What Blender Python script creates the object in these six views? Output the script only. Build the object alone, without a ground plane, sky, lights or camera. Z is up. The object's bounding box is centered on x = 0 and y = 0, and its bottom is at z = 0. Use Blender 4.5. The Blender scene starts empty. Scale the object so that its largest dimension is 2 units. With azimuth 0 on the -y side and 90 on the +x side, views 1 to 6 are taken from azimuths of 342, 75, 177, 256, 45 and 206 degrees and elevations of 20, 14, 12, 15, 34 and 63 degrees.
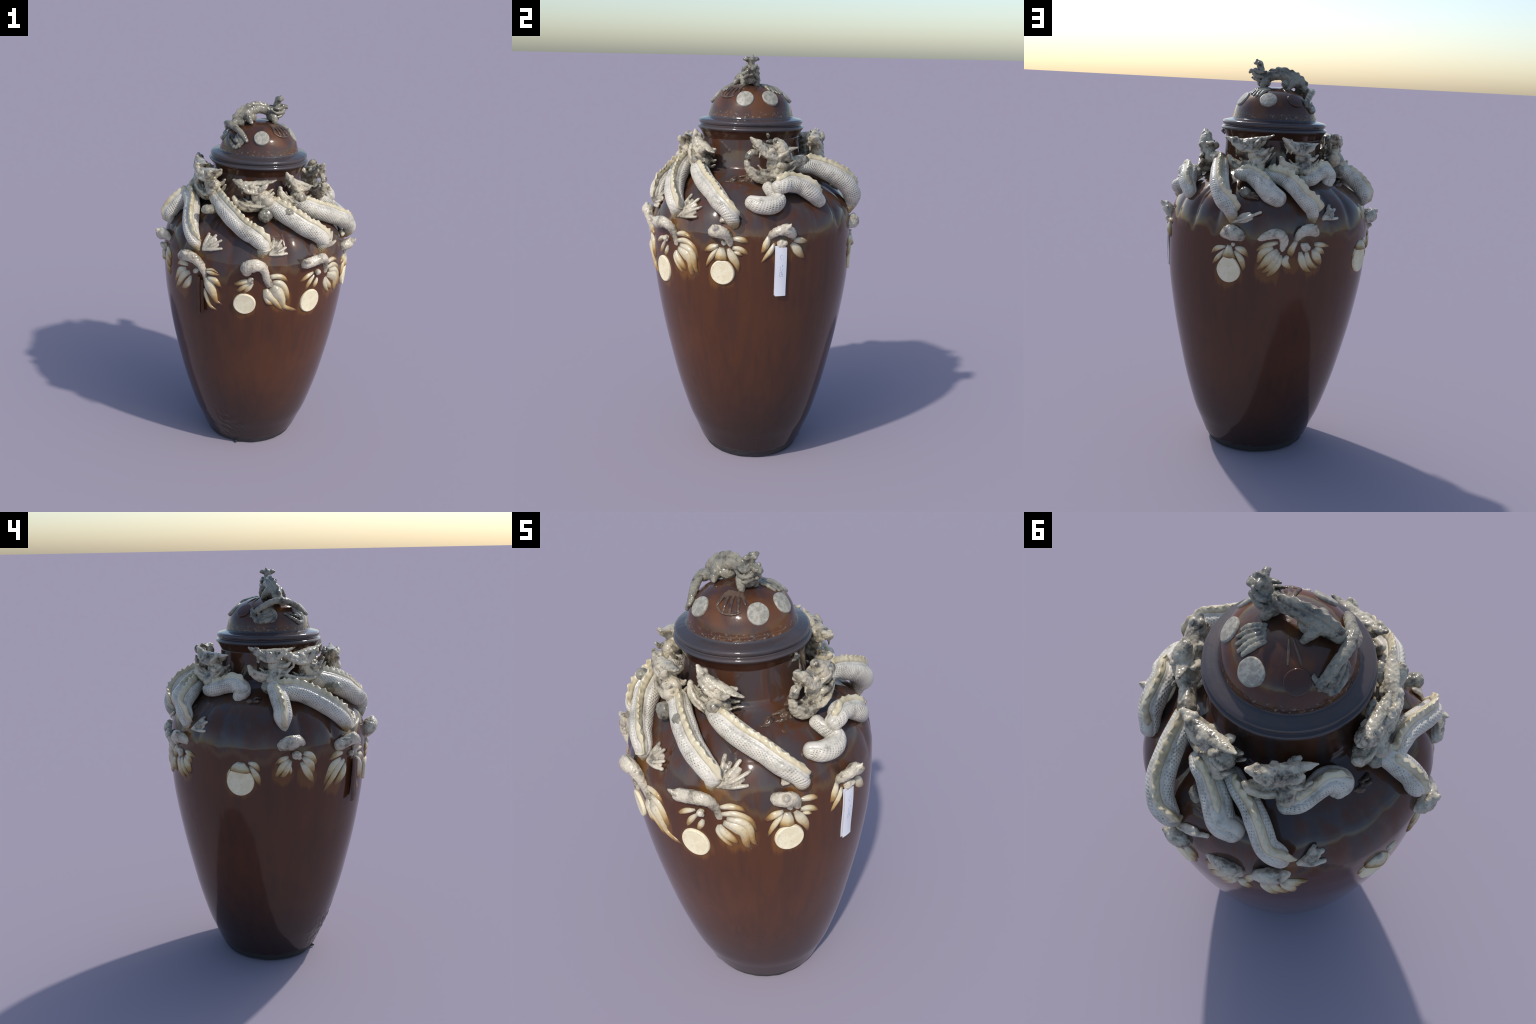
"""Glazed stoneware storage jar with a domed lid.  Dragons rear up around the
shoulder, their tails surface again lower down and spread into leafy fins."""
import bpy, bmesh, math, random
from mathutils import Vector, Matrix, noise

random.seed(7)
D = bpy.data
SCENE = bpy.context.scene

# ------------------------------------------------------------------ jar form
# profile (radius, height) of the thrown body, foot to neck
BODY = [(.228, .0), (.238, .006), (.247, .022), (.2535, .034), (.2545, .038), (.262, .046),
        (.2725, .07), (.2935, .12), (.327, .2), (.3734, .35), (.411, .5), (.454, .7), (.486, .9),
        (.497, 1.05), (.498, 1.15), (.495, 1.22), (.482, 1.28), (.455, 1.33), (.423, 1.36),
        (.385, 1.387), (.341, 1.413), (.298, 1.436), (.264, 1.460), (.245, 1.485), (.236, 1.55), (.234, 1.612)]
# profile of the lid: bevelled underside, double flange, dome
LID = [(.236, 1.606), (.2385, 1.611), (.2500, 1.634), (.2605, 1.648), (.2632, 1.654), (.2600, 1.661), (.2525, 1.6655),
       (.2505, 1.669), (.2545, 1.673), (.2572, 1.680), (.2565, 1.686), (.2500, 1.692), (.2300, 1.697),
       (.2130, 1.701), (.2080, 1.706), (.2055, 1.716), (.200, 1.740), (.190, 1.768), (.172, 1.797),
       (.145, 1.822), (.110, 1.841), (.070, 1.854), (.035, 1.860), (.0, 1.862)]
OVAL = .013                       # the pot is very slightly oval


def axis(z):
    """the pot leans a touch: centre of each ring"""
    k = max(0, min((z - 1.30) / .18, 1))
    k = k * k * (3 - 2 * k)
    return (.0267 - .0185 * z) * (1 - k) + .001 * k, (.0085 - .006 * z) * (1 - k) - .0045 * k


def profile_radius(z):
    for (r0, z0), (r1, z1) in zip(BODY, BODY[1:]):
        if z0 <= z <= z1:
            return r0 + (r1 - r0) * (z - z0) / max(z1 - z0, 1e-6)
    return BODY[-1][0]


def dome_height(rho):
    for (r0, z0), (r1, z1) in zip(LID[13:], LID[14:]):
        if r1 <= rho <= r0:
            return z0 + (z1 - z0) * (r0 - rho) / max(r0 - r1, 1e-6)
    return LID[-1][1]


def cyl(az, rho, z):
    a = math.radians(az)
    return Vector((rho * math.sin(a), -rho * math.cos(a), z))


def radial(az):
    a = math.radians(az)
    return Vector((math.sin(a), -math.cos(a), 0))


def fullness(az, z):
    """the pot was paddled fuller at the back, flatter in the south-west shoulder"""
    k = max(0, min((z - .45) / .5, 1))
    w = .0035 + .0032 * math.cos(math.radians(az - 175)) * k + .0038 * math.cos(math.radians(2 * (az - 112))) * (1 - k)
    sh = max(0, 1 - abs(z - 1.34) / .13)
    return w - .020 * sh * (.5 + .5 * math.cos(math.radians(az - 350))) ** .7


def wall(az, z, h=0.):
    """point on the pot wall at azimuth az and height z, h outside it"""
    ax, ay = axis(z)
    r = profile_radius(z)
    d = radial(az)
    # distance along d from the world axis to the (oval, shifted) ring
    A = (d.x / (1 + OVAL)) ** 2 + (d.y / (1 - OVAL)) ** 2
    B = -(d.x * ax / (1 + OVAL) ** 2 + d.y * ay / (1 - OVAL) ** 2)
    C = (ax / (1 + OVAL)) ** 2 + (ay / (1 - OVAL)) ** 2 - r * r
    t = (-B + math.sqrt(max(B * B - A * C, 0))) / A
    p = d * (t + h + fullness(az, z))
    return Vector((p.x, p.y, z))


def wall_normal(az, z):
    p = wall(az, z)
    u = wall(az + .5, z) - wall(az - .5, z)
    v = wall(az, z + .006) - wall(az, z - .006)
    return u.cross(v).normalized()


def dome(az, rho, h=0.):
    """point on the lid dome"""
    z = dome_height(rho)
    e = .004
    slope = (dome_height(max(rho - e, 0)) - dome_height(min(rho + e, .205))) / (2 * e)
    n = (radial(az) * slope + Vector((0, 0, 1))).normalized()
    return Vector((.001, -.0045, 0)) + cyl(az, rho, z) + n * h


# ------------------------------------------------------------- mesh utilities
def spline(points, samples):
    """Catmull-Rom through tuples of any length"""
    P = [tuple(p) for p in points]
    P = [tuple(2 * a - b for a, b in zip(P[0], P[1]))] + P + [tuple(2 * a - b for a, b in zip(P[-1], P[-2]))]
    n = len(P) - 3
    out = []
    for k in range(samples):
        t = k / (samples - 1) * n
        i = min(int(t), n - 1)
        f = t - i
        a, b, c, d = P[i:i + 4]
        out.append(tuple(.5 * (2 * q + (r - p) * f + (2 * p - 5 * q + 4 * r - s) * f * f +
                               (3 * q - p - 3 * r + s) * f ** 3) for p, q, r, s in zip(a, b, c, d)))
    return out


def mesh_object(name, verts, faces, material, parent=None, smooth=True):
    me = D.meshes.new(name)
    me.from_pydata([tuple(v) for v in verts], [], faces)
    bm = bmesh.new()
    bm.from_mesh(me)
    bmesh.ops.recalc_face_normals(bm, faces=bm.faces)
    bm.to_mesh(me)
    bm.free()
    if smooth:
        me.polygons.foreach_set("use_smooth", [True] * len(me.polygons))
    ob = D.objects.new(name, me)
    SCENE.collection.objects.link(ob)
    if material:
        me.materials.append(material)
    if parent:
        ob.parent = parent
    return ob


def skin(rings, cap=True, base=0):
    """faces joining closed rings of equal size"""
    n = len(rings[0])
    verts = [v for r in rings for v in r]
    faces = []
    for i in range(len(rings) - 1):
        for j in range(n):
            k = (j + 1) % n
            faces.append((base + i * n + j, base + i * n + k, base + (i + 1) * n + k, base + (i + 1) * n + j))
    if cap:
        faces.append(tuple(base + j for j in range(n)))
        faces.append(tuple(base + (len(rings) - 1) * n + j for j in range(n)))
    return verts, faces


def lathe(profile, segments, steps, centre, warp=None):
    prof = spline(profile, steps)
    rings = []
    for r, z in prof:
        r = max(r, 0)
        cx, cy = centre(z)
        ring = []
        for j in range(segments):
            a = 2 * math.pi * j / segments
            rr = r + (warp(math.degrees(a), z, r) if warp else 0)
            ring.append((cx + rr * (1 + OVAL) * math.sin(a), cy - rr * (1 - OVAL) * math.cos(a), z))
        rings.append(ring)
    return rings


def tube_rings(path, sides=14, flat=1., hint=Vector((0, 0, 1)), samples=28, ends=True):
    """path: (Vector, radius).  flat squashes the section along the hint"""
    S = spline([(*p, r) for p, r in path], samples)
    pts = [Vector(s[:3]) for s in S]
    rad = [max(s[3], .0006) for s in S]
    rings = []
    m = len(pts)
    for i, p in enumerate(pts):
        t = (pts[min(i + 1, m - 1)] - pts[max(i - 1, 0)]).normalized()
        u = hint - t * hint.dot(t)
        if u.length < 1e-4:
            u = t.orthogonal()
        u.normalize()
        v = t.cross(u)
        rings.append([p + (u * math.cos(a) * flat + v * math.sin(a)) * rad[i]
                      for a in (2 * math.pi * j / sides for j in range(sides))])
    if ends:                                # rounded ends
        for at, q, k in ((0, pts[0], pts[0] - pts[1]), (m - 1, pts[-1], pts[-1] - pts[-2])):
            k = k.normalized() * rad[at]
            caps = []
            for f in (.5, .8, .97):
                s = math.sqrt(1 - f * f)
                caps.append([q + (x - q) * s + k * f * .8 for x in rings[0 if at == 0 else -1]])
            if at == 0:
                head = caps[::-1]
            else:
                tailc = caps
        rings = head + rings + tailc
    return rings


class Clay:
    """a lump of clay: primitives pressed together, fused by a voxel remesh"""

    def __init__(self):
        self.v, self.f = [], []

    def tube(self, path, sides=14, flat=1., hint=Vector((0, 0, 1)), samples=24):
        path = [(Vector(p[:3]), p[3]) for p in path]
        v, f = skin(tube_rings(path, sides, flat, hint, samples), True, len(self.v))
        self.v += v
        self.f += f
        return self

    def ball(self, c, r, rot=None):
        bm = bmesh.new()
        bmesh.ops.create_icosphere(bm, subdivisions=3, radius=1)
        r = r if isinstance(r, (tuple, list)) else (r, r, r)
        b = len(self.v)
        for v in bm.verts:
            q = Vector((v.co.x * r[0], v.co.y * r[1], v.co.z * r[2]))
            if rot:
                q = rot @ q
            self.v.append(Vector(c) + q)
        self.f += [tuple(b + v.index for v in f.verts) for f in bm.faces]
        bm.free()
        return self

    def build(self, name, material, parent, voxel=.0028, frame=None, rough=.0, grain=60, smooth=4):
        v = [frame @ p for p in self.v] if frame else self.v
        ob = mesh_object(name, v, self.f, material, parent)
        rm = ob.modifiers.new("fuse", 'REMESH')
        rm.mode = 'VOXEL'
        rm.voxel_size = voxel
        sm = ob.modifiers.new("soften", 'SMOOTH')
        sm.iterations = smooth
        sm.factor = .5
        dg = bpy.context.evaluated_depsgraph_get()
        me = D.meshes.new_from_object(ob.evaluated_get(dg))
        ob.modifiers.clear()
        old = ob.data
        ob.data = me
        D.meshes.remove(old)
        me.name = name
        if rough:
            seed = Vector((random.random() * 9, random.random() * 9, random.random() * 9))
            nor = [n.vector.copy() for n in me.vertex_normals]
            for i, w in enumerate(me.vertices):
                q = w.co * grain + seed
                w.co += nor[i] * rough * (noise.noise(q) + .6 * noise.noise(q * 2.3))
        me.polygons.foreach_set("use_smooth", [True] * len(me.polygons))
        return ob


# ------------------------------------------------------------------ materials
class Nodes:
    def __init__(self, name):
        self.m = D.materials.new(name)
        self.m.use_nodes = True
        self.t = self.m.node_tree
        self.t.nodes.clear()
        self.out = self.t.nodes.new('ShaderNodeOutputMaterial')
        self.bsdf = self.t.nodes.new('ShaderNodeBsdfPrincipled')
        self.t.links.new(self.bsdf.outputs[0], self.out.inputs[0])
        self.co = self.t.nodes.new('ShaderNodeTexCoord')

    def set(self, node, key, val):
        if val is None:
            return
        if hasattr(val, 'is_linked') or hasattr(val, 'links'):
            self.t.links.new(val, node.inputs[key])
        else:
            node.inputs[key].default_value = val

    def mapping(self, scale=(1, 1, 1), loc=(0, 0, 0), space='Object'):
        n = self.t.nodes.new('ShaderNodeMapping')
        self.t.links.new(self.co.outputs[space], n.inputs[0])
        n.inputs['Scale'].default_value = scale
        n.inputs['Location'].default_value = loc
        return n.outputs[0]

    def noise(self, vec, scale, detail=4., rough=.55, distortion=0.):
        n = self.t.nodes.new('ShaderNodeTexNoise')
        self.set(n, 'Vector', vec)
        n.inputs['Scale'].default_value = scale
        n.inputs['Detail'].default_value = detail
        n.inputs['Roughness'].default_value = rough
        n.inputs['Distortion'].default_value = distortion
        return n.outputs[0]

    def voronoi(self, vec, scale, feature='F1', out='Distance', rnd=1.):
        n = self.t.nodes.new('ShaderNodeTexVoronoi')
        n.feature = feature
        self.set(n, 'Vector', vec)
        n.inputs['Scale'].default_value = scale
        n.inputs['Randomness'].default_value = rnd
        return n.outputs[out]

    def math(self, op, a, b=None, clamp=False):
        n = self.t.nodes.new('ShaderNodeMath')
        n.operation = op
        n.use_clamp = clamp
        self.set(n, 0, a)
        self.set(n, 1, b)
        return n.outputs[0]

    def vmath(self, op, a, b=None, out=0):
        n = self.t.nodes.new('ShaderNodeVectorMath')
        n.operation = op
        self.set(n, 0, a)
        self.set(n, 1, b)
        return n.outputs[out]

    def sep(self, vec):
        n = self.t.nodes.new('ShaderNodeSeparateXYZ')
        self.set(n, 0, vec)
        return n.outputs

    def step(self, v, lo, hi, a=0., b=1.):
        n = self.t.nodes.new('ShaderNodeMapRange')
        n.interpolation_type = 'SMOOTHSTEP'
        self.set(n, 'Value', v)
        for k, x in (('From Min', lo), ('From Max', hi), ('To Min', a), ('To Max', b)):
            self.set(n, k, x)
        return n.outputs[0]

    def mix(self, fac, a, b, mode='MIX'):
        n = self.t.nodes.new('ShaderNodeMix')
        n.data_type = 'RGBA'
        n.blend_type = mode
        self.set(n, 0, fac)
        self.set(n, 6, a if not isinstance(a, tuple) else (*a, 1))
        self.set(n, 7, b if not isinstance(b, tuple) else (*b, 1))
        return n.outputs[2]

    def ramp(self, fac, stops):
        n = self.t.nodes.new('ShaderNodeValToRGB')
        self.set(n, 0, fac)
        el = n.color_ramp.elements
        while len(el) < len(stops):
            el.new(.5)
        for e, (p, c) in zip(el, stops):
            e.position = p
            e.color = (*c, 1)
        return n.outputs[0]

    def bump(self, height, strength, dist):
        n = self.t.nodes.new('ShaderNodeBump')
        n.inputs['Strength'].default_value = strength
        n.inputs['Distance'].default_value = dist
        self.set(n, 'Height', height)
        self.t.links.new(n.outputs[0], self.bsdf.inputs['Normal'])

    def finish(self, color, rough=.25, spec=.5, coat=0.):
        self.set(self.bsdf, 'Base Color', color if not isinstance(color, tuple) else (*color, 1))
        self.set(self.bsdf, 'Roughness', rough)
        self.set(self.bsdf, 'Specular IOR Level', spec)
        self.set(self.bsdf, 'Coat Weight', coat)
        self.bsdf.inputs['Coat Roughness'].default_value = .08
        return self.m


# places where thick pale glaze has bled into the brown: (azimuth, height, radius)
BLEEDS = [(338, .985, .085), (20.5, .98, .088), (62, 1.02, .078), (156, 1.005, .082), (240, 1.05, .09),
          (318, 1.02, .07), (293, 1.03, .07), (0, 1.02, .075), (40, 1.05, .085), (177, 1.03, .075),
          (189, 1.06, .05), (202, 1.06, .07), (263, 1.09, .06), (277, 1.07, .065), (92, 1.14, .07),
          (347, 1.25, .06), (30, 1.25, .06), (68, 1.24, .05), (306, 1.25, .06), (203, 1.25, .06), (156, 1.24, .06)]


def brown_glaze():
    N = Nodes("brown_glaze")
    P = N.co.outputs['Object']
    x, y, z = N.sep(P)[:3]
    streak = N.noise(N.mapping((1, 1, .07)), 26, 5, .6)
    blotch = N.noise(P, 3.2, 3)
    fine = N.noise(P, 60, 3)
    base = N.mix(N.step(streak, .35, .7), (.088, .0305, .0108), (.068, .0250, .0108))
    base = N.mix(N.step(blotch, .42, .68, 0, .6), base, (.100, .035, .0110))
    # lower wall: shade toward the foot baked into the colour, near-black brown
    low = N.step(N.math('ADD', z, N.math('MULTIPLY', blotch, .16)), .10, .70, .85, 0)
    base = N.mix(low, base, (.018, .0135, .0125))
    # blue-grey ash run over shoulder and neck, ends in a scalloped edge
    wob = N.noise(N.mapping((1, 1, .25)), 4.2, 2)
    edge = N.math('ADD', z, N.math('MULTIPLY', N.math('SUBTRACT', wob, .5), .30))
    edge = N.math('ADD', edge, N.math('MULTIPLY', N.math('SUBTRACT', streak, .5), .11))
    ash = N.step(edge, 1.185, 1.235)
    thick = N.noise(N.mapping((1, 1, .14), (3, 1, 0)), 15, 4)
    ashcol = N.mix(N.step(thick, .38, .62), (.078, .031, .0155), (.050, .047, .050))
    ashcol = N.mix(N.step(streak, .52, .74, 0, .5), ashcol, (.105, .078, .055))
    base = N.mix(N.math('MULTIPLY', ash, .72), base, ashcol)
    rim = N.math('MULTIPLY', N.step(edge, 1.165, 1.197), N.step(edge, 1.225, 1.197))
    base = N.mix(N.math('MULTIPLY', rim, .30), base, (.16, .115, .055))
    # amber bleeding under the white clay
    for az, bz, r in BLEEDS:
        c = wall(az, bz)
        d = N.vmath('DISTANCE', P, tuple(c), 'Value')
        d = N.math('ADD', d, N.math('MULTIPLY', N.math('SUBTRACT', streak, .5), .10))
        base = N.mix(N.step(d, r, r * .62, 0, .58), base, (.19, .080, .015))
    # unglazed foot ring
    foot = N.step(z, .039, .035)
    base = N.mix(foot, base, (.030, .029, .030))
    speck = N.step(N.voronoi(P, 34), .035, .02, 0, .35)
    base = N.mix(speck, base, (.25, .16, .09))
    rough = N.step(fine, .3, .7, .08, .14)
    rough = N.math('MAXIMUM', rough, N.math('MULTIPLY', foot, .7))
    N.bump(N.noise(P, 9, 3), .10, .01)
    return N.finish(base, rough, .5)


def lid_glaze():
    N = Nodes("lid_glaze")
    P = N.co.outputs['Object']
    x, y, z = N.sep(P)[:3]
    streak = N.noise(N.mapping((1, 1, .15)), 24, 4, .6)
    blotch = N.noise(P, 7, 3)
    base = N.mix(N.step(streak, .35, .7), (.075, .030, .016), (.050, .027, .021))
    base = N.mix(N.step(blotch, .45, .66, 0, .8), base, (.135, .052, .016))
    # slate-coloured flange
    flange = N.step(N.math('ADD', z, N.math('MULTIPLY', streak, .006)), 1.714, 1.709)
    base = N.mix(N.math('MULTIPLY', flange, .8), base, (.050, .050, .058))
    under = N.step(z, 1.650, 1.643)
    base = N.mix(under, base, (.060, .025, .015))
    painted_glints = N.math('MULTIPLY', N.step(z, 1.745, 1.715), N.step(z, 1.706, 1.712))  # sun glints on the bumpy dome foot, painted as pale specks
    painted_glints = N.math('MULTIPLY', painted_glints, N.step(N.noise(P, 95, 2), .56, .68))
    base = N.mix(painted_glints, base, (.20, .15, .11))
    N.bump(N.math('ADD', N.noise(P, 22, 3), N.math('MULTIPLY', painted_glints, .6)), .16, .01)
    return N.finish(base, .11, .5)


def pale_glaze(name, light, mid, dark, amount=.5, speck=.5, rough=.32, pits=0., amber=False):
    """white slip under thin clear glaze, stained grey and brown in patches"""
    N = Nodes(name)
    P = N.co.outputs['Object']
    big = N.noise(P, 13, 4, .6)
    med = N.noise(P, 48, 4, .6)
    base = N.mix(N.step(big, .38, .66), light, mid)
    stain = N.math('ADD', N.math('MULTIPLY', big, .5), N.math('MULTIPLY', med, .5))
    base = N.mix(N.step(stain, .50, .64, 0, amount), base, dark)
    cell = N.voronoi(P, 150)
    base = N.mix(N.step(cell, .22, .10, 0, speck), base, dark)
    if pits:          # crevice shading painted dark at concave points
        geo = N.t.nodes.new('ShaderNodeNewGeometry')
        base = N.mix(N.step(geo.outputs['Pointiness'], .490, .440, 0, pits), base, tuple(c * .55 for c in dark))
    if amber:         # body ends dip into the amber glaze
        z = N.sep(P)[2]
        m = N.step(N.math('ADD', z, N.math('MULTIPLY', N.math('SUBTRACT', med, .5), .05)), 1.298, 1.258, 0, .8)
        base = N.mix(m, base, (.33, .22, .075))
    N.bump(N.noise(P, 190, 2), .12, .002)
    return N.finish(base, rough, .5)


def leaf_glaze():
    """cream slip that thins to amber and brown toward the tip (local x runs root to tip)"""
    N = Nodes("leaf_glaze")
    g = N.sep(N.co.outputs['Generated'])[0]
    P = N.co.outputs['Object']
    n = N.noise(P, 55, 3)
    t = N.math('ADD', g, N.math('MULTIPLY', N.math('SUBTRACT', n, .5), .28))
    base = N.ramp(t, [(.0, (.33, .29, .21)), (.18, (.64, .57, .42)), (.46, (.60, .49, .29)),
                      (.70, (.38, .23, .08)), (.92, (.12, .048, .018))])
    base = N.mix(N.step(N.noise(P, 120, 3), .56, .72, 0, .45), base, (.20, .16, .11))
    return N.finish(base, .24, .5)


def bisque():
    N = Nodes("bisque_clay")
    P = N.co.outputs['Object']
    base = N.mix(N.step(N.noise(P, 40, 3), .35, .7), (.86, .77, .55), (.78, .68, .46))
    pore = N.step(N.voronoi(P, 130), .22, .12, 0, .6)
    base = N.mix(pore, base, (.36, .30, .22))
    N.bump(N.math('SUBTRACT', N.noise(P, 160, 2), N.math('MULTIPLY', pore, .6)), .3, .003)
    return N.finish(base, .75, .25)


def lid_button_clay():
    N = Nodes("button_clay")
    P = N.co.outputs['Object']
    base = N.mix(N.step(N.noise(P, 75, 4), .4, .62), (.40, .375, .31), (.27, .25, .205))
    N.bump(N.noise(P, 110, 3), .3, .004)
    return N.finish(base, .4, .4)


def plain(name, color, rough=.6, var=.15):
    N = Nodes(name)
    base = N.mix(N.step(N.noise(N.co.outputs['Object'], 30, 3), .3, .7, 0, var), color, tuple(c * .6 for c in color))
    return N.finish(base, rough, .4)


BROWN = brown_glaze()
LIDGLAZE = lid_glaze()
SCALES = pale_glaze("scale_glaze", (.66, .61, .515), (.53, .49, .41), (.15, .13, .10), .36, .15, .28, .85, True)
CREST = pale_glaze("crest_glaze", (.68, .60, .42), (.58, .49, .31), (.22, .18, .11), .30, .1, .25, .4, True)
HEAD = pale_glaze("head_glaze", (.58, .51, .38), (.30, .265, .20), (.055, .047, .036), .90, .3, .16, .75)  # albedo lowered toward the heads' look on the shadow side
HUMP = pale_glaze("hump_glaze", (.62, .55, .43), (.40, .35, .265), (.10, .082, .062), .75, .5, .24, .6)
OLIVE = pale_glaze("grey_olive_glaze", (.30, .275, .21), (.16, .147, .115), (.045, .040, .032), .8, .25, .14, .7)
OLIVE_BROWN = pale_glaze("brown_olive_glaze", (.13, .082, .052), (.075, .047, .033), (.038, .025, .019), .7, .2, .14)
LEAF = leaf_glaze()
BISQUE = bisque()
BUTTON = lid_button_clay()
# ================================================================ the thing
jar = D.objects.new("dragon_jar", None)
SCENE.collection.objects.link(jar)
jar["label"] = "tall brown glazed lidded jar with pale applied dragons"
jar["category"] = "lidded jar"


# ------------------------------------------------------------------ the body
def body_warp(az, z, r):
    w = .0022 * noise.noise(Vector((math.cos(math.radians(az)) * 1.6, math.sin(math.radians(az)) * 1.6, z * 2.2)))
    w += fullness(az, z)
    # shallow flutes pressed into the shoulder, unevenly spaced
    win = max(0, min((z - 1.17) / .09, 1)) * max(0, min((1.425 - z) / .05, 1))
    if win > 0:
        drift = 25 * noise.noise(Vector((az * .014, 3.1, 0)))
        f = abs(math.sin(math.radians((az + drift) * 8.5)))
        depth = .5 + .5 * noise.noise(Vector((az * .03, 7.7, 0)))
        w -= .026 * win * depth * (1 - f) ** 1.7
    # rough foot and a patch of dragged slip low on one side
    if z < .05:
        w += .0035 * noise.noise(Vector((az * .09, z * 40, 1)))
    d = ((az - 318 + 180) % 360 - 180) / 26
    q = (z - .17) / .15
    m = max(0, 1 - d * d - q * q)
    if m > 0:
        w += .006 * m * noise.noise(Vector((az * .32 + z * 60, z * 26 - az * .10, 5)))
    return w


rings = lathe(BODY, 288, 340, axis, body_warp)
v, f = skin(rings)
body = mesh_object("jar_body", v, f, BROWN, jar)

nub = Clay()
nub.tube([tuple(wall(328, .012, -.01)) + (.012,), tuple(wall(329, .008, .006)) + (.008,),
          tuple(wall(330, .006, .016)) + (.004,)])
nub.build("foot_drip", plain("foot_clay", (.035, .034, .035), .7), body, .002)


# ------------------------------------------------------- scaled dragon bodies
def dragon_body(name, ctrl, parent, crest=True, tooth=.022, lean=.05, material=None, crest_span=(.03, .93), blunt=False,
                tooth_pitch=.030, squash=.96, crest_dir=None, fat=1.0):
    """ctrl: (azimuth, distance from axis, height, radius) along the spine.
    Staggered rows of scales are pressed into the flanks, a smooth ridge with
    a scalloped crest runs along the upper side."""
    pts = [(*cyl(a, rho, z), r * fat) for a, rho, z, r in ctrl]
    length = sum((Vector(p[:3]) - Vector(q[:3])).length for p, q in zip(pts, pts[1:]))
    rows = int(length / .0019)
    sides = 96
    S = spline(pts, rows)
    P = [Vector(s[:3]) for s in S]
    R = [max(s[3], .003) for s in S]
    rings, frames = [], []
    arc = 0
    up = Vector((0, 0, 1))
    for i, p in enumerate(P):
        t = (P[min(i + 1, rows - 1)] - P[max(i - 1, 0)]).normalized()
        if i:
            arc += (p - P[i - 1]).length
        out = Vector((p.x, p.y, 0)).normalized()
        want = crest_dir if crest_dir else up * .9 + out * lean
        u = (want - t * want.dot(t)).normalized()
        if frames:                                  # avoid sudden twists
            u = (u * .25 + frames[-1][1] * .75)
            u = (u - t * u.dot(t)).normalized()
        w = t.cross(u)
        frames.append((p, u, w, t, arc))
        ring = []
        r = R[i]
        lump = 1 + .05 * noise.noise(p * 22)
        for j in range(sides):
            a = 2 * math.pi * j / sides
            aa = abs((a + math.pi) % (2 * math.pi) - math.pi)       # angle from crest
            k = r * lump
            # ridge and the groove beside it
            k *= 1 + .05 * math.exp(-(aa / .34) ** 2) - .08 * math.exp(-((aa - .60) / .14) ** 2)
            if aa > .55:                                             # scales
                ar = arc / .0102 + .35 * noise.noise(p * 16 + Vector((a * .8, 0, 0))) + a * .9
                rowi = math.floor(ar)
                fy = ar - rowi
                fx = (a / (2 * math.pi) * 26 + .3 * noise.noise(p * 14 + Vector((0, a, 0))) + (.5 if rowi % 2 else 0)) % 1
                dash = math.exp(-((fx - .5) / .27) ** 2 - ((fy - .5) / .27) ** 2)
                gate = min((aa - .55) / .2, 1) * min(r / .025, 1)
                k += (.0012 - .0050 * dash * (.75 + .6 * noise.noise(p * 35 + Vector((a * 2, 0, 0))))) * gate
            ring.append(p + (u * math.cos(a) * squash + w * math.sin(a)) * k)
        rings.append(ring)
    if blunt or True:
        for at, sgn in ((0, -1), (-1, 1)):
            p, u, w, t, _ = frames[at]
            r = R[at]
            caps = []
            for fct in (.25, .5, .72, .88, .97, .999):
                s = math.sqrt(1 - fct * fct)
                caps.append([p + (q - p) * s + t * sgn * r * fct * .85 for q in rings[0 if at == 0 else -1]])
            if at == 0:
                head = caps[::-1]
            else:
                tail = caps
        rings = head + rings + tail
    v, f = skin(rings)
    ob = mesh_object(name, v, f, material or SCALES, parent)
    if crest:
        dorsal_crest(frames, R, ob, tooth, crest_span, tooth_pitch)
    return ob


def dorsal_crest(frames, R, parent, tooth, span, pitch, material=None):
    m = len(frames)
    total = frames[-1][4]
    rings = []
    for i in range(int(m * span[0]), int(m * span[1]), 2):
        p, u, w, t, arc = frames[i]
        q = arc / total
        fade = min((q - span[0]) / .06 + .25, 1, (span[1] - q) / .10 + .15)
        ph = (arc / pitch + .35 * noise.noise(Vector((arc * 30, total * 9, 1)))) % 1
        saw = (1 - abs(2 * ph - 1)) ** .9
        h = fade * tooth * (.55 + .45 * saw * (1 + .5 * noise.noise(p * 40)) + .25 * noise.noise(p * 25))
        base = p + u * R[i] * 1.05
        side = w * (.0045 * math.sin(arc / pitch * 2 * math.pi) + .006 * noise.noise(p * 20))
        b = .017 * fade
        tp = base + u * h + side
        rings.append([base - w * b - u * .010, base - w * b * .62 + u * h * .25, base - w * b * .30 + u * h * .68, tp - w * .0016, tp + w * .0016,
                      base + w * b * .30 + u * h * .68, base + w * b * .62 + u * h * .25, base + w * b - u * .010])
    v, f = skin(rings)
    return mesh_object("dorsal_crest", v, f, material or CREST, parent)


# ------------------------------------------------------------- dragon heads
def head_frame(az, rho, z, pitch, yaw, scale, roll=0):
    """x looks along the muzzle (clockwise round the pot), y outward, z up"""
    R = radial(az)
    T = Vector((-R.y, R.x, 0))
    B = Matrix((-T, R, Vector((0, 0, 1)))).transposed()
    B = B @ Matrix.Rotation(math.radians(yaw), 3, 'Z') @ Matrix.Rotation(math.radians(-pitch), 3, 'Y') @ Matrix.Rotation(math.radians(roll), 3, 'X')
    M = (B * scale).to_4x4()
    M.translation = cyl(az, rho, z)
    return M


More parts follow.
